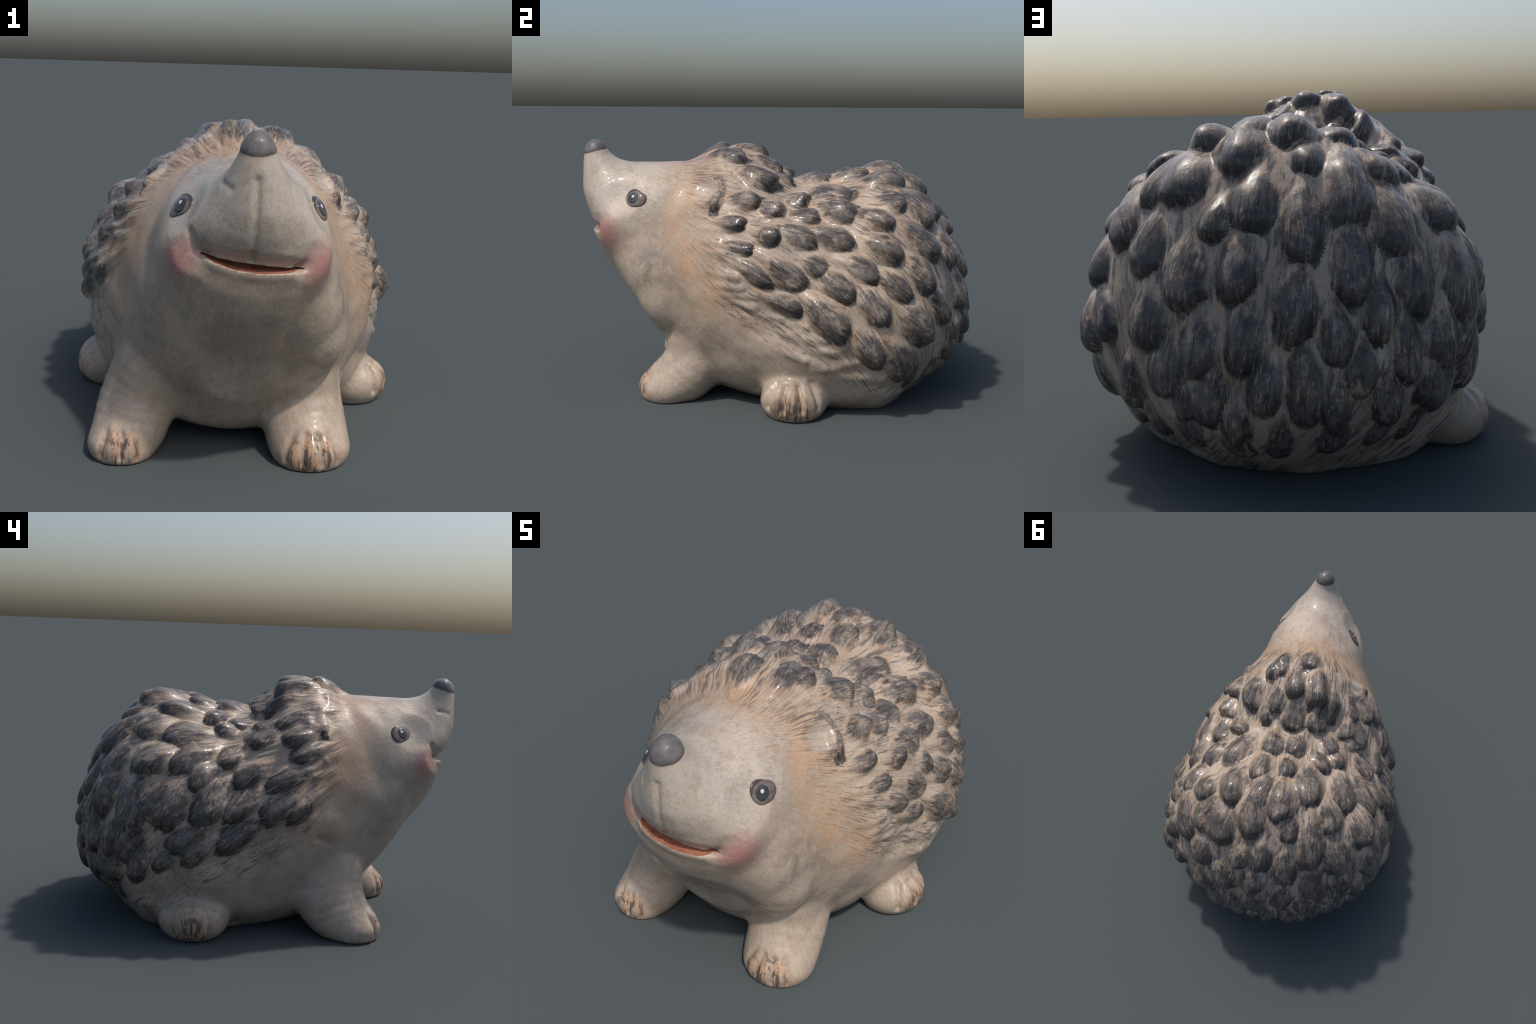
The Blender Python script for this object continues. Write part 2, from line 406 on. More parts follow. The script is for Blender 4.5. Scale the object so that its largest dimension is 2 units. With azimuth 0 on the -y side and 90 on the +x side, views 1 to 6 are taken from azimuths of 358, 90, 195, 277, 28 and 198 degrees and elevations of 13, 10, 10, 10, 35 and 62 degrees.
def sculpt(me, spines):
    V, _ = arrays(me)
    N = normals_of(me)
    front = smooth01(-V[:, 1], 0.78, 0.86)
    # upper lip tucks under, lower lip rolls out
    dz = V[:, 2] - upper_lip(V[:, 0])
    inside = smooth01(V[:, 0], -0.17, -0.06) * (1 - smooth01(V[:, 0], 0.17, 0.27)) * front
    V[:, 1] += 0.022 * inside * smooth01(dz, -0.012, 0.0) * (1 - smooth01(dz, 0.0, 0.055))
    low = V[:, 2] - lower_lip(V[:, 0])
    V[:, 1] -= 0.004 * inside * np.exp(-(((low + 0.010) / 0.018) ** 2))
    V[:, 1] += 0.002 * inside * np.exp(-(((low + 0.055) / 0.03) ** 2))
    # furrow under the nose, smile creases at the mouth corners, cheeks
    V = groove(V, N, [(0.062, -1.00, 1.12), (0.060, -1.0, 1.03), (0.056, -0.97, 0.93), (0.054, -0.94, 0.862)], 0.010, 0.012)
    V = groove(V, N, [(0.054, -0.95, 0.885), (0.053, -0.93, 0.855)], 0.010, 0.012)
    for path in ([(-0.098, -0.90, 0.862), (-0.125, -0.885, 0.885), (-0.140, -0.872, 0.93)], [(0.206, -0.90, 0.825), (0.226, -0.89, 0.845), (0.236, -0.875, 0.885)]):
        V = groove(V, N, path, 0.020, 0.017, front)
    V = groove(V, N, [(0.206, -0.90, 0.825), (0.228, -0.87, 0.795)], 0.010, 0.016)
    V = groove(V, N, [(-0.110, -0.90, 0.858), (-0.135, -0.87, 0.82)], 0.008, 0.016)
    tip = smooth01(nose_line(V), -0.004, 0.010)
    V = V + N * (0.002 * tip)[:, None]
    V = lump(V, N, (-0.185, -0.83, 0.835), (0.10, 0.12, 0.12), 0.006)
    V = lump(V, N, (0.285, -0.83, 0.815), (0.10, 0.12, 0.12), 0.006)
    # fuller throat and shoulder, slimmer flanks between the legs
    for c, radii, height in (
        ((0.33, -0.64, 0.56), (0.20, 0.24, 0.26), 0.040), ((0.36, -0.58, 0.38), (0.19, 0.20, 0.22), 0.040), ((0.05, -0.72, 0.48), (0.20, 0.24, 0.30), -0.040),
        ((0.0, 0.50, 1.10), (0.45, 0.34, 0.28), 0.014), ((0.0, -0.25, 1.22), (0.20, 0.18, 0.20), 0.010), ((0.45, 0.42, 0.88), (0.24, 0.30, 0.24), 0.012),
        ((-0.25, -0.66, 0.40), (0.22, 0.20, 0.24), 0.010), ((-0.30, -0.58, 0.38), (0.18, 0.20, 0.22), 0.012), ((-0.36, -0.50, 0.56), (0.20, 0.22, 0.30), 0.018), ((-0.28, -0.68, 0.62), (0.15, 0.15, 0.16), 0.020),
        ((0.52, -0.16, 0.27), (0.24, 0.26, 0.22), -0.022), ((0.60, -0.06, 0.50), (0.22, 0.26, 0.22), -0.030), ((-0.52, -0.10, 0.36), (0.24, 0.28, 0.26), -0.030),
        ((0.42, -0.36, 0.85), (0.16, 0.18, 0.22), -0.020), ((0.50, 0.04, 0.84), (0.20, 0.22, 0.22), 0.042), ((-0.55, 0.45, 0.80), (0.25, 0.28, 0.25), 0.026),
        ((0.20, -0.28, 1.12), (0.20, 0.20, 0.20), 0.012), ((-0.22, -0.03, 1.08), (0.18, 0.20, 0.16), -0.022), ((-0.30, -0.25, 1.02), (0.16, 0.18, 0.16), -0.018),
        ((-0.138, -0.905, 0.868), (0.085, 0.10, 0.075), -0.012), ((0.240, -0.90, 0.850), (0.085, 0.10, 0.075), -0.010),
    ):
        V = lump(V, N, c, radii, height)
    # the jaw over the left foreleg swells sideways rather than forward
    r = np.linalg.norm((V - np.array((0.30, -0.68, 0.50))) / np.array((0.20, 0.22, 0.26)), axis=1)
    V[:, :2] += np.array((0.030, 0.012)) * (np.clip(1 - r * r, 0, 1) ** 1.5)[:, None]
    # eye hollows
    for c in ((0.255, -0.765, 0.985), (-0.148, -0.775, 0.985)):
        V = lump(V, N, c, (0.11, 0.11, 0.12), -0.020)
    # dent across the bridge of the snout on one side
    V = groove(V, N, [(-0.015, -0.96, 1.085), (-0.045, -0.91, 1.10)], 0.006, 0.012)
    # toes
    for (c, r), angles, depth in (
        (FORELIMBS[0][-1], (-130, -105, -78, -50), 0.010), (FORELIMBS[1][-1], (-122, -85, -58), 0.015),
        (HINDLIMBS[0][-1], (-55, -22, 12, 46), 0.017), (HINDLIMBS[1][-1], (150, 182, 214), 0.006),
    ):
        for a in angles:  # furrows between the toes, down the front of each foot
            arc = [np.array(c) + np.array(r) * (cos(radians(a)) * cos(radians(e)), sin(radians(a)) * cos(radians(e)), sin(radians(e))) for e in (50, 36, 22, 8, -6)]
            V = groove(V, N, arc, depth, 0.014)
    V = lump(V, N, (-0.435, -0.63, 0.09), (0.035, 0.08, 0.07), 0.010)
    V = lump(V, N, (-0.353, -0.625, 0.085), (0.035, 0.08, 0.07), 0.010)
    # folds where the limbs leave the trunk, and the dimple ahead of the right foreleg
    V = groove(V, N, [(0.43, -0.08, 0.30), (0.50, -0.10, 0.20), (0.47, -0.10, 0.09)], 0.010, 0.03)
    V = groove(V, N, [(-0.50, 0.03, 0.26), (-0.50, 0.05, 0.12), (-0.47, 0.06, 0.03)], 0.012, 0.03)
    V = groove(V, N, [(-0.42, -0.27, 0.33), (-0.47, -0.23, 0.22), (-0.46, -0.2, 0.1)], 0.010, 0.035)
    V = lump(V, N, (-0.44, -0.40, 0.55), (0.08, 0.10, 0.09), 0.006)
    V = groove(V, N, [(-0.38, -0.45, 0.50), (-0.43, -0.41, 0.475), (-0.49, -0.34, 0.50)], 0.008, 0.018)
    # uneven hand-modelled surface, and brushed ridges over the coat
    n, a = flow_coords(V)
    coat = smooth01(V[:, 1] - coat_edge(V[:, 2]) + 0.05 * sway(V, 9.0, 8), 0.0, 0.16)
    brushed = coat * smooth01(V[:, 2], 0.10, 0.35) * (1 - 0.7 * smooth01(V[:, 1], 0.5, 0.85))
    head = 1 - smooth01(V[:, 1], -0.55, -0.35)
    rough = 0.0030 * sway(V, 7.0, 3) + 0.0013 * sway(V, 22.0, 4)
    rough = rough * (1 - 0.55 * head)
    ridges = sway(np.c_[n * 26, a * 7], 1.0, 5) * 0.0028 + sway(np.c_[n * 55, a * 12], 1.0, 6) * 0.0011
    V = V + N * (rough + ridges * brushed)[:, None]
    V = V - N * (0.012 * coat)[:, None]
    V, owner = coat_relief(V, N, spines)
    V = ear_relief(V, N)
    V[:, 2] = np.maximum(V[:, 2], 0.0)
    write(me, V)
    return arrays(me)[0], owner


def mouth_cutter():
    """lens-shaped wedge that opens the mouth between the two lip curves"""
    xs = np.linspace(-0.112, 0.222, 60)
    t = (xs - 0.055) / 0.167
    zu, zl = upper_lip(xs), np.minimum(lower_lip(xs), upper_lip(xs) - 0.0015)
    face = -0.945 + 0.075 * t**2
    deep = face + 0.008 + 0.075 * np.clip(1 - t**2, 0, 1) ** 0.6
    V, F = [], []
    for x, u, l, f, d in zip(xs, zu, zl, face, deep):
        V += [(x, f - 0.08, u + 0.006), (x, d, u - 0.1 * (u - l)), (x, d, l + 0.1 * (u - l)), (x, f - 0.02, l + 0.001), (x, f - 0.08, l - 0.006)]
    k = 5
    for i in range(len(xs) - 1):
        F += [(i * k + j, i * k + (j + 1) % k, (i + 1) * k + (j + 1) % k, (i + 1) * k + j) for j in range(k)]
    F += [tuple(range(k))[::-1], tuple((len(xs) - 1) * k + j for j in range(k))]
    return V, F


# ---------------------------------------------------------------------------------------------
# 3. Materials
# ---------------------------------------------------------------------------------------------
class Tree:
    def __init__(self, name):
        self.m = bpy.data.materials.new(name)
        self.m.use_nodes = True
        self.t = self.m.node_tree
        self.t.nodes.clear()
        self.out = self.t.nodes.new("ShaderNodeOutputMaterial")

    def new(self, kind, **props):
        n = self.t.nodes.new(kind)
        for k, v in props.items():
            setattr(n, k, v)
        return n

    def plug(self, value, socket):
        if isinstance(value, bpy.types.NodeSocket):
            self.t.links.new(value, socket)
        else:
            if socket.type == "RGBA" and len(value) == 3:
                value = (*value, 1)
            socket.default_value = value

    def math(self, op, a, b=0.0, c=0.0, clamp=False):
        n = self.new("ShaderNodeMath", operation=op, use_clamp=clamp)
        for v, s in zip((a, b, c), n.inputs):
            self.plug(v, s)
        return n.outputs[0]

    def vec(self, op, a, b=(0, 0, 0), scale=None):
        n = self.new("ShaderNodeVectorMath", operation=op)
        self.plug(a, n.inputs[0])
        self.plug(b, n.inputs[1])
        if scale is not None:
            self.plug(scale, n.inputs["Scale"])
        return n.outputs["Value"] if op in ("DOT_PRODUCT", "LENGTH", "DISTANCE") else n.outputs["Vector"]

    def xyz(self, v):
        n = self.new("ShaderNodeSeparateXYZ")
        self.plug(v, n.inputs[0])
        return n.outputs

    def combine(self, x, y, z):
        n = self.new("ShaderNodeCombineXYZ")
        for v, s in zip((x, y, z), n.inputs):
            self.plug(v, s)
        return n.outputs[0]

    def noise(self, v, scale, detail=3, rough=0.55):
        n = self.new("ShaderNodeTexNoise")
        self.plug(v, n.inputs["Vector"])
        n.inputs["Scale"].default_value, n.inputs["Detail"].default_value, n.inputs["Roughness"].default_value = scale, detail, rough
        return n.outputs["Fac"]

    def step(self, v, a, b, lo=0.0, hi=1.0):
        n = self.new("ShaderNodeMapRange", interpolation_type="SMOOTHSTEP")
        for x, s in zip((v, a, b, lo, hi), n.inputs):
            self.plug(x, s)
        return n.outputs[0]

    def ramp(self, v, stops):
        n = self.new("ShaderNodeValToRGB")
        self.plug(v, n.inputs[0])
        e = n.color_ramp.elements
        while len(e) < len(stops):
            e.new(0.5)
        for el, (p, g) in zip(e, stops):
            el.position, el.color = p, (g, g, g, 1) if np.isscalar(g) else (*g, 1)
        return n.outputs[0]

    def mix(self, f, a, b, mode="MIX"):
        n = self.new("ShaderNodeMix", data_type="RGBA", blend_type=mode)
        for v, s in zip((f, a, b), (n.inputs[0], n.inputs[6], n.inputs[7])):
            self.plug(v, s)
        return n.outputs[2]

    def finish(self, color, rough=0.16, bump=None, strength=0.2, distance=0.004, ior=1.5, coat=0.5):
        p = self.new("ShaderNodeBsdfPrincipled")
        self.plug(color, p.inputs["Base Color"])
        self.plug(rough, p.inputs["Roughness"])
        p.inputs["IOR"].default_value = ior
        p.inputs["Specular IOR Level"].default_value = 0.12
        p.inputs["Coat Weight"].default_value, p.inputs["Coat Roughness"].default_value = coat, 0.02
        if bump is not None:
            b = self.new("ShaderNodeBump")
            b.inputs["Strength"].default_value, b.inputs["Distance"].default_value = strength, distance
            self.plug(bump, b.inputs["Height"])
            self.t.links.new(b.outputs[0], p.inputs["Normal"])
            c = self.new("ShaderNodeBump")
            c.inputs["Strength"].default_value, c.inputs["Distance"].default_value = 0.35, 0.004
            self.plug(self.noise(self.new("ShaderNodeTexCoord").outputs["Object"], 34, 1), c.inputs["Height"])
            self.t.links.new(c.outputs[0], p.inputs["Coat Normal"])
        self.t.links.new(p.outputs[0], self.out.inputs[0])
        return self.m


CREAM, CREAM_DUSKY, CHALK = (0.46, 0.375, 0.295), (0.36, 0.290, 0.225), (0.455, 0.400, 0.340)
TAN, SOOT, INK, HAZE = (0.43, 0.275, 0.17), (0.105, 0.092, 0.085), (0.035, 0.034, 0.036), (0.34, 0.33, 0.325)
BLUSH, LIP_RED = (0.44, 0.175, 0.17), (0.34, 0.145, 0.095)


def skin_material():
    t = Tree("glazed_skin")
    P = t.new("ShaderNodeTexCoord").outputs["Object"]
    x, y, z = t.xyz(P)
    zc = t.ramp(t.math("DIVIDE", t.math("ADD", y, 1.1), 2.2), [((py + 1.1) / 2.2, (pz + 1.0) / 2.5) for py, pz in STROKE_LINE])
    zc = t.math("SUBTRACT", t.math("MULTIPLY", zc, 2.5), 1.0)
    n = t.vec("NORMALIZE", t.combine(t.math("SUBTRACT", x, 0.03), t.math("SUBTRACT", z, zc), 0.0))
    a = t.math("SUBTRACT", t.math("MULTIPLY", y, 0.85), t.math("MULTIPLY", z, 0.35))
    flow = t.vec("ADD", n, t.combine(0.0, 0.0, t.math("MULTIPLY", a, 0.28)))
    wisp = t.noise(flow, 42, 5, 0.62)
    hair = t.noise(flow, 95, 3, 0.6)
    cloud, grain = t.noise(P, 4.2, 4), t.noise(P, 34, 4, 0.65)
    # distance behind the front border of the coat
    edge = t.math("SUBTRACT", t.math("MULTIPLY", t.ramp(t.math("DIVIDE", z, 1.3), [(0.0, 1.0), (0.108, 0.82), (0.21, 0.54), (0.31, 0.30), (0.385, 0.14), (0.50, 0.06), (0.65, 0.0), (0.96, 0.02)]), 1.0), 0.40)
    q = t.math("SUBTRACT", y, edge)
    qn = t.math("ADD", q, t.math("MULTIPLY", t.math("SUBTRACT", wisp, 0.5), 0.34))
    base = t.mix(t.step(cloud, 0.35, 0.68), CREAM, CREAM_DUSKY)
    muzzle = t.math("MULTIPLY", t.step(y, -0.62, -0.82), t.step(z, 0.80, 0.98))
    base = t.mix(t.math("MULTIPLY", muzzle, t.step(grain, 0.30, 0.62, 0.45, 1.0)), base, CHALK)
    paler = t.math("MULTIPLY", t.step(t.vec("DISTANCE", P, (0.22, -0.60, 1.06)), 0.24, 0.08), 0.55)
    base = t.mix(paler, base, (0.56, 0.50, 0.43))
    paler = t.math("MULTIPLY", t.step(t.vec("DISTANCE", P, (-0.10, -0.62, 1.06)), 0.24, 0.08), 0.45)
    base = t.mix(paler, base, (0.56, 0.50, 0.43))
    base = t.mix(t.step(hair, 0.36, 0.60, 0.15, 0.0), base, (0.27, 0.205, 0.15))
    brown_mottle = t.math("MULTIPLY", t.step(t.noise(P, 7.5, 6, 0.68), 0.47, 0.62), t.step(t.noise(flow, 20, 4, 0.65), 0.40, 0.62, 0.35, 1.0))
    base = t.mix(t.math("MULTIPLY", brown_mottle, 0.50), base, (0.245, 0.190, 0.142))
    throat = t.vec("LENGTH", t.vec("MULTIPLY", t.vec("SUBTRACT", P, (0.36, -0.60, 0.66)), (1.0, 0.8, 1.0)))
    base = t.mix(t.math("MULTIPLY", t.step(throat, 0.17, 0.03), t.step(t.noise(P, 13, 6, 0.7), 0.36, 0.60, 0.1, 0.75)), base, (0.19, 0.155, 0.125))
    # tan wash in front of the coat
    band = t.math("MULTIPLY", t.step(q, -0.24, -0.08), t.step(q, 0.16, 0.0))
    band = t.math("MULTIPLY", band, t.math("MULTIPLY", t.step(z, 0.30, 0.60), t.step(t.noise(P, 6.5, 5, 0.6), 0.34, 0.58, 0.25, 1.0)))
    band = t.math("MULTIPLY", band, t.step(wisp, 0.32, 0.56, 0.25, 0.92))
    base = t.mix(band, base, TAN)
    brow = t.math("MULTIPLY", t.math("MULTIPLY", t.step(z, 0.98, 1.10), t.step(y, -0.74, -0.55)), t.step(q, 0.05, -0.03))
    base = t.mix(t.math("MULTIPLY", brow, t.math("MULTIPLY", t.step(hair, 0.46, 0.60), t.step(t.noise(P, 9, 4, 0.6), 0.40, 0.58, 0.25, 0.9))), base, (0.20, 0.145, 0.11))
    # coat: tan patches, brushed soot
    coat = t.step(qn, -0.05, 0.05)
    tan2 = t.math("MULTIPLY", coat, t.step(t.noise(flow, 16, 4), 0.56, 0.70, 0.0, 0.5))
    base = t.mix(tan2, base, TAN)
    dense = t.math("ADD", t.math("MULTIPLY", t.step(y, 0.25, 0.85), 0.08), t.math("MULTIPLY", t.step(z, 0.95, 1.12), 0.04))
    ragged = t.math("MULTIPLY", t.math("MULTIPLY", t.step(q, -0.10, 0.0), t.step(q, 0.20, 0.06)), 0.035)
    th = t.math("SUBTRACT", t.math("SUBTRACT", 0.555, dense), ragged)
    low = t.math("MULTIPLY", t.step(z, 0.32, 0.12), t.step(y, 0.35, 0.55))
    slant = t.noise(t.combine(t.math("ADD", x, t.math("MULTIPLY", z, 0.9)), 0.0, t.math("MULTIPLY", z, 0.25)), 55, 5, 0.65)
    wisp = t.math("ADD", t.math("MULTIPLY", wisp, t.math("SUBTRACT", 1.0, low)), t.math("MULTIPLY", slant, low))
    hair = t.math("ADD", t.math("MULTIPLY", hair, t.math("SUBTRACT", 1.0, low)), t.math("MULTIPLY", t.math("MULTIPLY", slant, 0.9), low))
    sooty = t.math("MULTIPLY", t.step(t.math("SUBTRACT", wisp, th), 0.0, 0.09), coat)
    base = t.mix(t.math("MULTIPLY", sooty, t.step(t.noise(P, 6.5, 4, 0.6), 0.36, 0.58, 0.25, 0.9)), base, SOOT)
    fine = t.math("MULTIPLY", t.math("MULTIPLY", t.step(hair, 0.52, 0.63), t.step(qn, -0.07, 0.02)), t.step(t.noise(P, 8, 4, 0.6), 0.42, 0.60, 0.1, 1.0))
    base = t.mix(t.math("MULTIPLY", fine, 0.75), base, SOOT)
    for c, rear in EARS:
        d = t.vec("SUBTRACT", P, c)
        r = t.vec("LENGTH", d)
        ring = t.math("MULTIPLY", t.step(r, 0.058, 0.072), t.step(r, 0.105, 0.088))
        ring = t.math("MULTIPLY", ring, t.step(t.math("DIVIDE", t.vec("DOT_PRODUCT", d, rear), r), -0.05, 0.35))
        base = t.mix(t.math("MULTIPLY", t.step(r, 0.075, 0.04), 0.6), base, (0.42, 0.365, 0.305))
        base = t.mix(t.math("MULTIPLY", ring, t.step(t.noise(P, 60, 4, 0.7), 0.40, 0.58)), base, (0.13, 0.11, 0.098))
    base = spine_paint(t, P, base)
    # pits and stray specks in the glaze
    spot = t.math("MULTIPLY", t.step(t.noise(P, 26, 5, 0.7), 0.69, 0.74), t.step(cloud, 0.5, 0.62))
    base = t.mix(t.math("MULTIPLY", spot, 0.7), base, (0.12, 0.11, 0.105))
    # rouge
    for c in ((-0.185, -0.845, 0.846), (0.280, -0.850, 0.826)):
        d = t.vec("LENGTH", t.vec("MULTIPLY", t.vec("SUBTRACT", P, c), (1.0, 0.8, 0.95)))
        base = t.mix(t.math("MULTIPLY", t.math("POWER", t.step(d, 0.120, 0.0), 1.1), 0.72), base, BLUSH)
    # toes: streaks of tan and soot running down
    down = t.vec("MULTIPLY", P, (1, 1, 0.08))
    streak, streak2 = t.noise(down, 72, 4), t.noise(t.vec("ADD", down, (3, 1, 0)), 46, 3)
    for c, r in (((0.305, -0.70, 0.045), 0.16), ((-0.412, -0.675, 0.045), 0.14), ((0.695, 0.06, 0.04), 0.15), ((-0.73, 0.23, 0.05), 0.16)):
        d = t.vec("LENGTH", t.vec("SUBTRACT", P, c))
        m = t.step(d, r, r * 0.45)
        base = t.mix(t.math("MULTIPLY", m, t.step(streak2, 0.44, 0.58, 0.1, 0.75)), base, (0.42, 0.245, 0.145))
        base = t.mix(t.math("MULTIPLY", t.step(d, r * 0.85, r * 0.40), t.step(streak, 0.47, 0.58, 0.0, 0.92)), base, (0.10, 0.075, 0.06))
    fleck = t.noise(P, 75, 6, 0.75)
    base = t.mix(1.0, base, t.ramp(fleck, [(0.30, 0.80), (0.50, 0.99), (0.70, 1.10)]), "MULTIPLY")
    base = t.mix(1.0, base, t.ramp(t.noise(flow, 60, 5, 0.7), [(0.30, 0.90), (0.52, 1.0), (0.72, 1.05)]), "MULTIPLY")
    # nose
    above = t.math("SUBTRACT", t.math("SUBTRACT", z, 1.190), t.math("MULTIPLY", t.math("ADD", y, 0.9935), 0.264))
    above = t.math("ADD", above, t.math("MULTIPLY", t.math("SUBTRACT", t.noise(P, 18, 2), 0.5), 0.008))
    grey = t.mix(t.step(t.noise(P, 26, 4, 0.65), 0.36, 0.66), (0.150, 0.140, 0.138), (0.105, 0.097, 0.098))
    grey = t.mix(t.step(above, 0.018, 0.0, 0.0, 0.6), grey, (0.075, 0.062, 0.058))
    base = t.mix(t.step(above, -0.004, -0.001, 0.0, 0.5), base, (0.30, 0.21, 0.15))
    base = t.mix(t.step(above, -0.0015, 0.0015), base, grey)
    bump = t.math("ADD", t.math("MULTIPLY", hair, 0.4), t.math("ADD", t.noise(P, 22, 3), t.math("MULTIPLY", grain, 0.35)))
    return t.finish(base, 0.38, bump, 0.35, 0.006)


def spine_paint(t, P, base):
    """brushed charcoal on each spine, laid out along its own root-to-tip line (zero on parts that are no spine)"""
    prop = lambda name, kind: t.new("ShaderNodeAttribute", attribute_type="OBJECT", attribute_name='["' + name + '"]').outputs[kind]
    a, axis, across = prop("root", "Vector"), prop("axis", "Vector"), prop("across", "Vector")
    girth, dark, rand = prop("girth", "Fac"), prop("soot", "Fac"), prop("shade", "Fac")
    v = t.vec("SUBTRACT", P, tuple(CENTRE))
    r = t.vec("LENGTH", v)
    d = t.vec("SUBTRACT", t.vec("NORMALIZE", v), a)
    s = t.math("DIVIDE", t.vec("DOT_PRODUCT", d, axis), t.math("MAXIMUM", t.vec("DOT_PRODUCT", axis, axis), 0.0001))
    lat = t.math("MULTIPLY", t.vec("DOT_PRODUCT", d, across), r)
    far = t.math("MULTIPLY", t.math("MULTIPLY", s, t.vec("LENGTH", axis)), r)
    w = t.math("MULTIPLY", girth, t.math("ADD", 0.17, t.math("MULTIPLY", t.step(s, 0.0, 0.66), 0.53)))
    u = t.math("DIVIDE", t.math("ABSOLUTE", lat), t.math("MAXIMUM", w, 0.0001))
    seed = t.math("MULTIPLY", rand, 37.0)
    stroke = t.noise(t.combine(t.math("MULTIPLY", lat, 1.0), t.math("MULTIPLY", far, 0.15), seed), 95, 5, 0.62)
    patch, speck = t.noise(t.vec("ADD", P, (5, 0, 0)), 15, 4, 0.6), t.noise(P, 46, 4, 0.7)
    u2 = t.math("MULTIPLY", u, u)
    jag = t.math("ADD", t.math("MULTIPLY", t.math("SUBTRACT", stroke, 0.5), 0.80), t.math("MULTIPLY", t.math("SUBTRACT", patch, 0.5), 0.70))
    reach = t.math("ADD", t.math("SUBTRACT", s, t.math("MULTIPLY", u2, 0.20)), jag)
    start = t.math("ADD", t.math("SUBTRACT", 0.33, t.math("MULTIPLY", dark, 0.20)), t.math("MULTIPLY", t.math("SUBTRACT", rand, 0.5), 0.22))
    paint = t.step(t.math("SUBTRACT", reach, start), -0.10, 0.16)
    wide = t.math("ADD", u, t.math("MULTIPLY", t.math("ADD", t.math("SUBTRACT", stroke, 0.5), t.math("SUBTRACT", patch, 0.5)), 0.7))
    side = t.step(wide, t.math("ADD", 0.92, t.math("MULTIPLY", dark, 0.16)), t.math("ADD", 0.60, t.math("MULTIPLY", dark, 0.16)))
    paint = t.math("MULTIPLY", paint, side)
    worn = t.math("ADD", t.math("MULTIPLY", t.noise(t.vec("ADD", P, (0, 9, 0)), 10, 5, 0.65), 0.6), t.math("MULTIPLY", stroke, 0.4))
    paint = t.math("MULTIPLY", paint, t.step(worn, 0.64, 0.53, 0.12, 1.0))
    paint = t.math("MULTIPLY", paint, t.step(girth, 0.001, 0.01))
    past = t.math("MAXIMUM", t.math("DIVIDE", t.math("SUBTRACT", t.math("SUBTRACT", s, prop("overhang", "Fac")), 0.64), 0.42), 0.0)
    out = t.math("ADD", t.math("ADD", u2, t.math("MULTIPLY", past, past)), t.math("MULTIPLY", t.math("SUBTRACT", stroke, 0.5), 0.25))
    paint = t.math("MULTIPLY", paint, t.step(out, 1.10, 0.84))
    rim = t.math("MULTIPLY", t.step(t.math("SUBTRACT", reach, start), -0.30, -0.05), t.step(patch, 0.46, 0.60))
    rim = t.math("MULTIPLY", rim, t.step(u, 0.95, 0.70))
    base = t.mix(t.math("MULTIPLY", t.math("MULTIPLY", rim, t.step(girth, 0.001, 0.01)), 0.60), base, TAN)
    grey = t.mix(t.step(t.math("ADD", t.math("MULTIPLY", patch, 0.6), t.math("MULTIPLY", stroke, 0.4)), 0.38, 0.62), (0.19, 0.163, 0.142), (0.065, 0.056, 0.051))
    edge = t.step(t.math("ADD", s, t.math("MULTIPLY", u2, 0.22)), 0.72, 1.02)
    grey = t.mix(t.math("MULTIPLY", edge, t.math("ADD", 0.60, t.math("MULTIPLY", dark, 0.25))), grey, INK)  # darker toward the tip and side rims of each spine
    grey = t.mix(t.math("MULTIPLY", t.math("MAXIMUM", dark, 0.0), 0.66), grey, (0.043, 0.041, 0.043))
    grey = t.mix(t.step(stroke, 0.54, 0.68, 0.0, 0.38), grey, (0.23, 0.205, 0.185))
    grey = t.mix(t.math("MULTIPLY", t.step(speck, 0.58, 0.72), t.step(patch, 0.46, 0.56, 0.0, 0.60)), grey, HAZE)
    grey = t.mix(t.math("MULTIPLY", t.step(speck, 0.47, 0.36), t.step(patch, 0.56, 0.44, 0.0, 0.50)), grey, TAN)
    black = t.noise(t.combine(t.math("ADD", lat, 3.0), t.math("MULTIPLY", far, 0.14), seed), 70, 5, 0.66)
    grey = t.mix(t.math("MULTIPLY", t.step(black, 0.50, 0.60), 0.72), grey, (0.036, 0.032, 0.031))
    dry = t.math("MULTIPLY", t.step(t.noise(t.combine(lat, t.math("MULTIPLY", far, 0.10), seed), 150, 4, 0.65), 0.54, 0.66), t.step(t.noise(P, 11, 4, 0.6), 0.44, 0.58))
    grey = t.mix(t.math("MULTIPLY", dry, 0.85), grey, (0.32, 0.265, 0.21))
    return t.mix(paint, base, grey)


def plain_material(name, color, color2, scale=30, rough=0.15, strength=0.15):
    t = Tree(name)
    P = t.new("ShaderNodeTexCoord").outputs["Object"]
    n = t.noise(P, scale, 4, 0.62)
    return t.finish(t.mix(t.step(n, 0.38, 0.66), color, color2), rough, n, strength, 0.004)


def eye_material():
    t = Tree("glazed_eye")
    P = t.new("ShaderNodeTexCoord").outputs["Generated"]
    gx, gy, _ = t.xyz(P)
    r = t.vec("LENGTH", t.vec("MULTIPLY", t.vec("SUBTRACT", P, (0.5, 0.5, 0.5)), (1, 1, 0)))
    n = t.noise(P, 6, 3)
    c = t.mix(t.step(n, 0.4, 0.65), (0.165, 0.132, 0.125), (0.115, 0.092, 0.088))
    lid = t.step(t.math("ADD", r, t.math("MULTIPLY", t.math("SUBTRACT", gy, 0.5), 0.13)), 0.40, 0.47)
    return t.finish(t.mix(lid, c, (0.060, 0.045, 0.044)), 0.10)


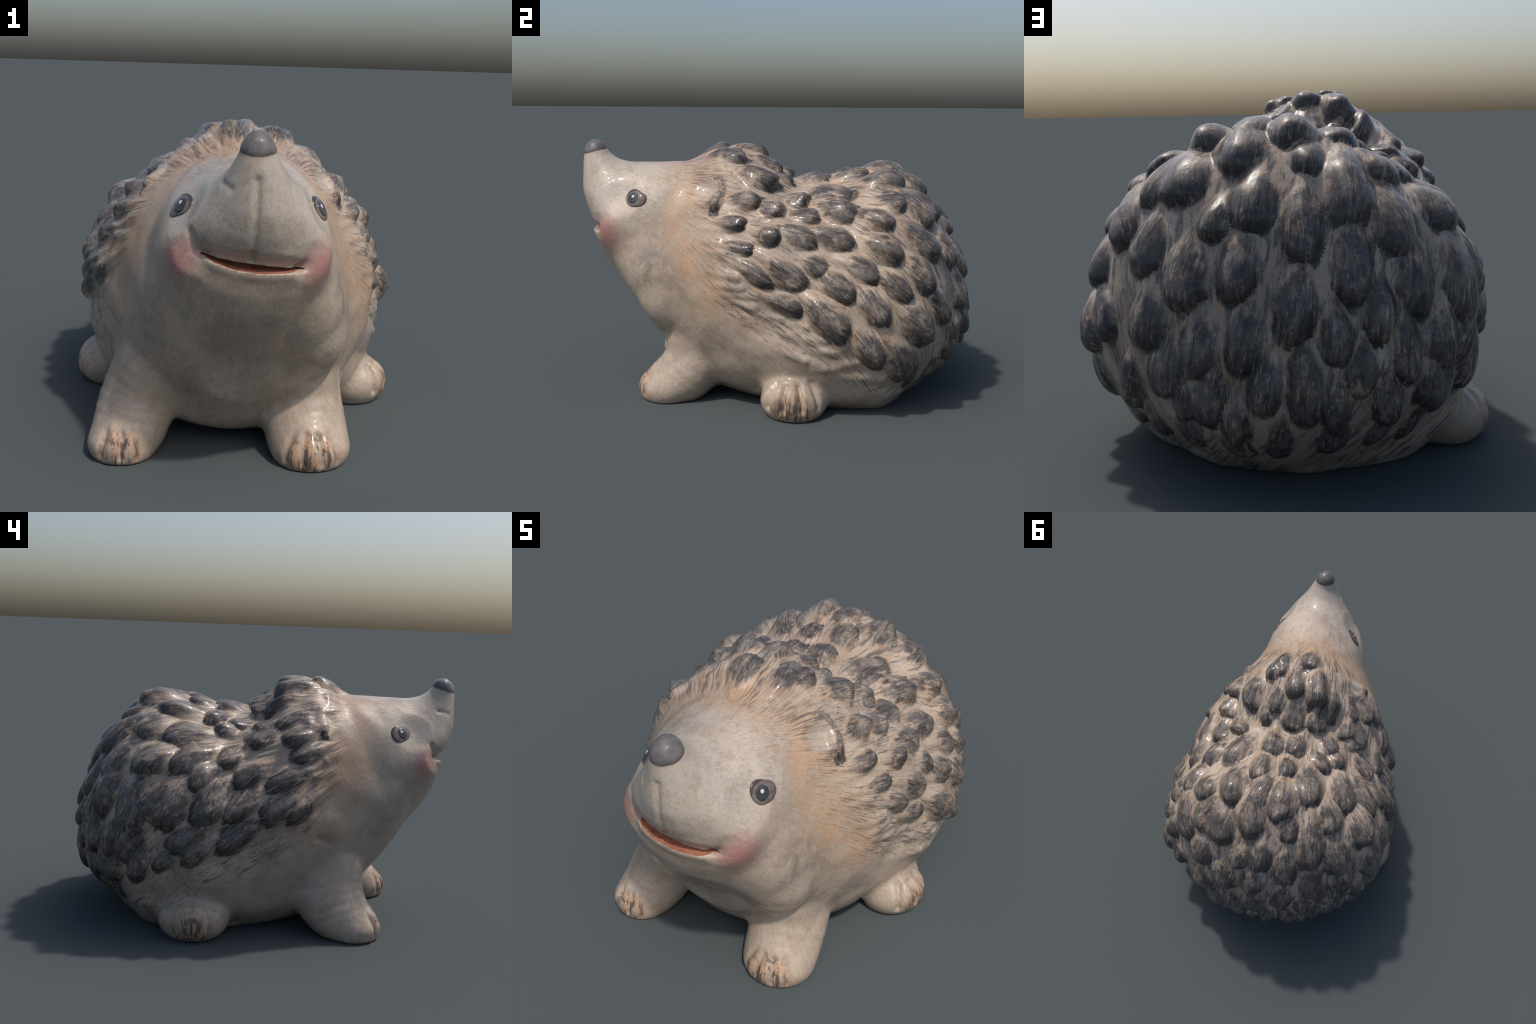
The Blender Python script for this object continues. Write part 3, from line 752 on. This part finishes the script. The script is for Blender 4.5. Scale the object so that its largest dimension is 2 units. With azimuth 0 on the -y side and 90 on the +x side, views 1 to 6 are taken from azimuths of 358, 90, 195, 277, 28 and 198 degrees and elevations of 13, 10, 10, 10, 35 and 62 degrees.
# ---------------------------------------------------------------------------------------------
# 4. Pieces modelled onto the skin
# ---------------------------------------------------------------------------------------------
class Skin:
    def __init__(self, me):
        V, _ = arrays(me)
        self.bvh = BVHTree.FromPolygons([tuple(v) for v in V], [tuple(p.vertices) for p in me.polygons])

    def along(self, d):
        p, n, _, _ = self.bvh.ray_cast(CENTRE, d)
        return p, n

    def drop(self, p, n, reach=0.14):
        """foot of p on the skin, looking along -n"""
        q, m, _, _ = self.bvh.ray_cast(p + n * reach, -n, 2.5 * reach)
        if q is None or m.dot(n) < 0.05:
            q, m, _, _ = self.bvh.find_nearest(p)
        return q, m


def disc(skin, centre, facing, up, outline, profile, name, material, parent, rings=12, seg=48, own_frame=True):
    """a round piece moulded on the skin: outline(angle) -> radius, profile(r, angle) -> height"""
    n = Vector(facing).normalized()
    b = Vector(up).cross(n).normalized()
    c = n.cross(b)
    base, _ = skin.drop(Vector(centre), n)
    V = []
    for i in range(rings + 1):
        r = i / rings
        for j in range(seg):
            a = 2 * pi * j / seg
            p = base + (b * cos(a) + c * sin(a)) * (outline(a) * r)
            q, m = skin.drop(p, n)
            V.append(q + (n + 0.5 * m).normalized() * (profile(r, a) if i < rings else -0.006))
    V = V[seg - 1:]
    F = [(0, 1 + j, 1 + (j + 1) % seg) for j in range(seg)]
    F += [(1 + i * seg + j, 1 + (i + 1) * seg + j, 1 + (i + 1) * seg + (j + 1) % seg, 1 + i * seg + (j + 1) % seg) for i in range(rings - 1) for j in range(seg)]
    M = Matrix((b, c, n)).transposed().to_4x4()
    M.translation = base
    if not own_frame:
        M = Matrix()
    inv = M.inverted()
    local = [inv @ v for v in V]
    last = len(local) - seg
    local.append(sum(local[last:], Vector()) / seg - (inv.to_3x3() @ n) * 0.006)
    F += [(last + (j + 1) % seg, last + j, len(local) - 1) for j in range(seg)]
    ob = mesh_object(name, local, F, material, True, parent)
    bm = bmesh.new()
    bm.from_mesh(ob.data)
    bmesh.ops.recalc_face_normals(bm, faces=bm.faces)
    bm.to_mesh(ob.data)
    bm.free()
    ob.matrix_world = M
    return ob


def split_regions(me, root, skin_mat, mouth_mat, spines, old_V, owner):
    """one smooth body cut into named parts that share borders and normals"""
    V, _ = arrays(me)
    normals = normals_of(me)
    tests = [(FORELIMBS[0], "forelimb"), (FORELIMBS[1], "forelimb"), (HINDLIMBS[0], "hindlimb"), (HINDLIMBS[1], "hindlimb")]
    label = np.zeros(len(me.polygons), int)
    centres = np.array([p.center[:] for p in me.polygons])
    mats = np.array([p.material_index for p in me.polygons])
    # head: ahead of a slanted plane behind the cheeks
    label[(centres[:, 1] * 0.85 - (centres[:, 2] - 0.55) * 0.30 < -0.47) & (centres[:, 2] > 0.40)] = 1
    for k, (blobs, _) in enumerate(tests):
        inside = np.zeros(len(centres), bool)
        for c, r in blobs:
            inside |= np.linalg.norm((centres - np.array(c)) / (np.array(r) * 1.12), axis=1) < 1
        label[inside & (centres[:, 2] < (0.34 if k < 2 else 0.24)) & (label == 0)] = 2 + k
    label[mats == 1] = 6
    label[nose_line(centres) > 0] = 7
    for k, (c, _) in enumerate(EARS):
        label[np.linalg.norm(centres - np.array(c), axis=1) < 0.095] = 8 + k
    names = ["torso", "head", "forelimb", "forelimb", "hindlimb", "hindlimb", "mouth", "nose", "ear", "ear"]
    # spines: every face takes the spine of its corners (the mouth cut keeps all other corners in place)
    table = {tuple(np.round(p, 5)): int(o) for p, o in zip(old_V, owner) if o >= 0}
    mine = [table.get(tuple(np.round(p, 5)), -1) for p in V]
    polys = [tuple(p.vertices) for p in me.polygons]
    for i, poly in enumerate(polys):
        if label[i] in (0, 1):
            o = [mine[v] for v in poly]
            if min(o) >= 0:
                label[i] = 100 + max(o, key=o.count)
    groups = [(k, name, None) for k, name in enumerate(names)] + [(100 + k, "spine", sp) for k, sp in enumerate(spines)]
    order = np.argsort(label, kind="stable")
    starts = np.searchsorted(label[order], [g[0] for g in groups])
    ends = np.searchsorted(label[order], [g[0] for g in groups], side="right")
    parts = {}
    for (k, name, sp), lo, hi in zip(groups, starts, ends):
        ids = order[lo:hi]
        if not len(ids):
            continue
        used = np.unique(np.concatenate([polys[i] for i in ids]))
        back = {int(v): i for i, v in enumerate(used)}
        ob = mesh_object(name, V[used], [tuple(back[v] for v in polys[i]) for i in ids], mouth_mat if k == 6 else skin_mat, True, root)
        if k != 6:
            ob.data.normals_split_custom_set_from_vertices([tuple(normals[v]) for v in used])
        if sp:
            y, x = V[used][:, 1].mean(), V[used][:, 0].mean()
            soot = 0.12 - (0.05 if sp.region == "crest" else 0) + 0.45 * smooth01(y, 0.45, 0.9) + 0.14 * smooth01(-x, 0.2, 0.5) + 0.36 * (sp.shade - 0.5)  # value rises toward the rear and toward -x, so spines there come out darker
            ob["soot"], ob["shade"], ob["girth"] = float(np.clip(soot, -0.3, 1)), float(sp.shade), float(sp.width)
            ob["root"], ob["axis"], ob["across"] = [float(v) for v in sp.a], [float(v) for v in sp.axis], [float(v) for v in sp.side]
            ob["overhang"] = 0.16 if sp.region == "crest" else 0.03
            ob.parent = parts["torso"]
        parts.setdefault(name, ob)
    for ob in root.children:
        if ob.name.split(".")[0] in ("mouth", "nose", "ear"):
            ob.parent = parts["head"]
    return parts


def main():
    me, E, deg = build_shell()
    spines = all_spines()
    old_V, owner = sculpt(me, spines)
    skin = Skin(me)
    skin_mat = skin_material()
    mouth_mat = plain_material("mouth_red", LIP_RED, (0.24, 0.085, 0.055), 40, 0.35)
    pupil_mat = plain_material("eye_black", (0.030, 0.032, 0.036), (0.055, 0.058, 0.064), 60, 0.08)
    glint_mat = plain_material("eye_white", (0.56, 0.58, 0.60), (0.48, 0.50, 0.53), 60, 0.12)

    root = bpy.data.objects.new("hedgehog_figurine", None)
    bpy.context.scene.collection.objects.link(root)
    root["label"] = "glazed ceramic hedgehog with upturned snout and dark teardrop spines"
    root["category"] = "hedgehog figurine"

    # open the mouth
    CV, CF = mouth_cutter()
    cutter = mesh_object("cutter", CV, CF)
    bm = bmesh.new()
    bm.from_mesh(cutter.data)
    bmesh.ops.recalc_face_normals(bm, faces=bm.faces)
    bm.to_mesh(cutter.data)
    bm.free()
    body = bpy.data.objects.new("body", me)
    bpy.context.scene.collection.objects.link(body)
    me.materials.clear()
    me.materials.append(skin_mat)
    cutter.data.materials.append(mouth_mat)
    mod = body.modifiers.new("mouth", "BOOLEAN")
    mod.operation, mod.object, mod.solver = "DIFFERENCE", cutter, "EXACT"
    mod.material_mode = "TRANSFER"
    whole = evaluated(body)
    bpy.data.objects.remove(cutter)
    parts = split_regions(whole, root, skin_mat, mouth_mat, spines, old_V, owner)
    head, torso = parts["head"], parts["torso"]

    # eyes
    eye_mat = eye_material()
    for side, c, look in ((1, (0.283, -0.700, 0.988), (0.80, -0.50, 0.25)), (-1, (-0.178, -0.712, 0.988), (-0.80, -0.50, 0.25))):
        _, n = skin.drop(Vector(c), Vector(look).normalized())
        n = (n + Vector(look).normalized() * 0.6).normalized()
        almond = lambda a, s=side: 0.053 + 0.007 * cos(2 * (a - (2.85 if s > 0 else 0.3))) + 0.003 * cos(3 * a)
        disc(skin, c, n, (0, 0, 1), almond, lambda r, a: 0.008 * (1 - r**2.2) + 0.002, "eye", eye_mat, head)
        pc = Vector(c) + Vector((0, -0.010, 0.002))
        disc(skin, pc, n, (0, 0, 1), lambda a: 0.031, lambda r, a: 0.0095 + 0.003 * (1 - r * r), "pupil", pupil_mat, head, 8, 32)
        gc = pc + Vector((0, -0.001 if side > 0 else 0.007, 0.006))
        disc(skin, gc, n, (0, 0, 1), lambda a: 0.0095, lambda r, a: 0.0125 + 0.001 * (1 - r * r), "catchlight", glint_mat, head, 5, 20)


main()
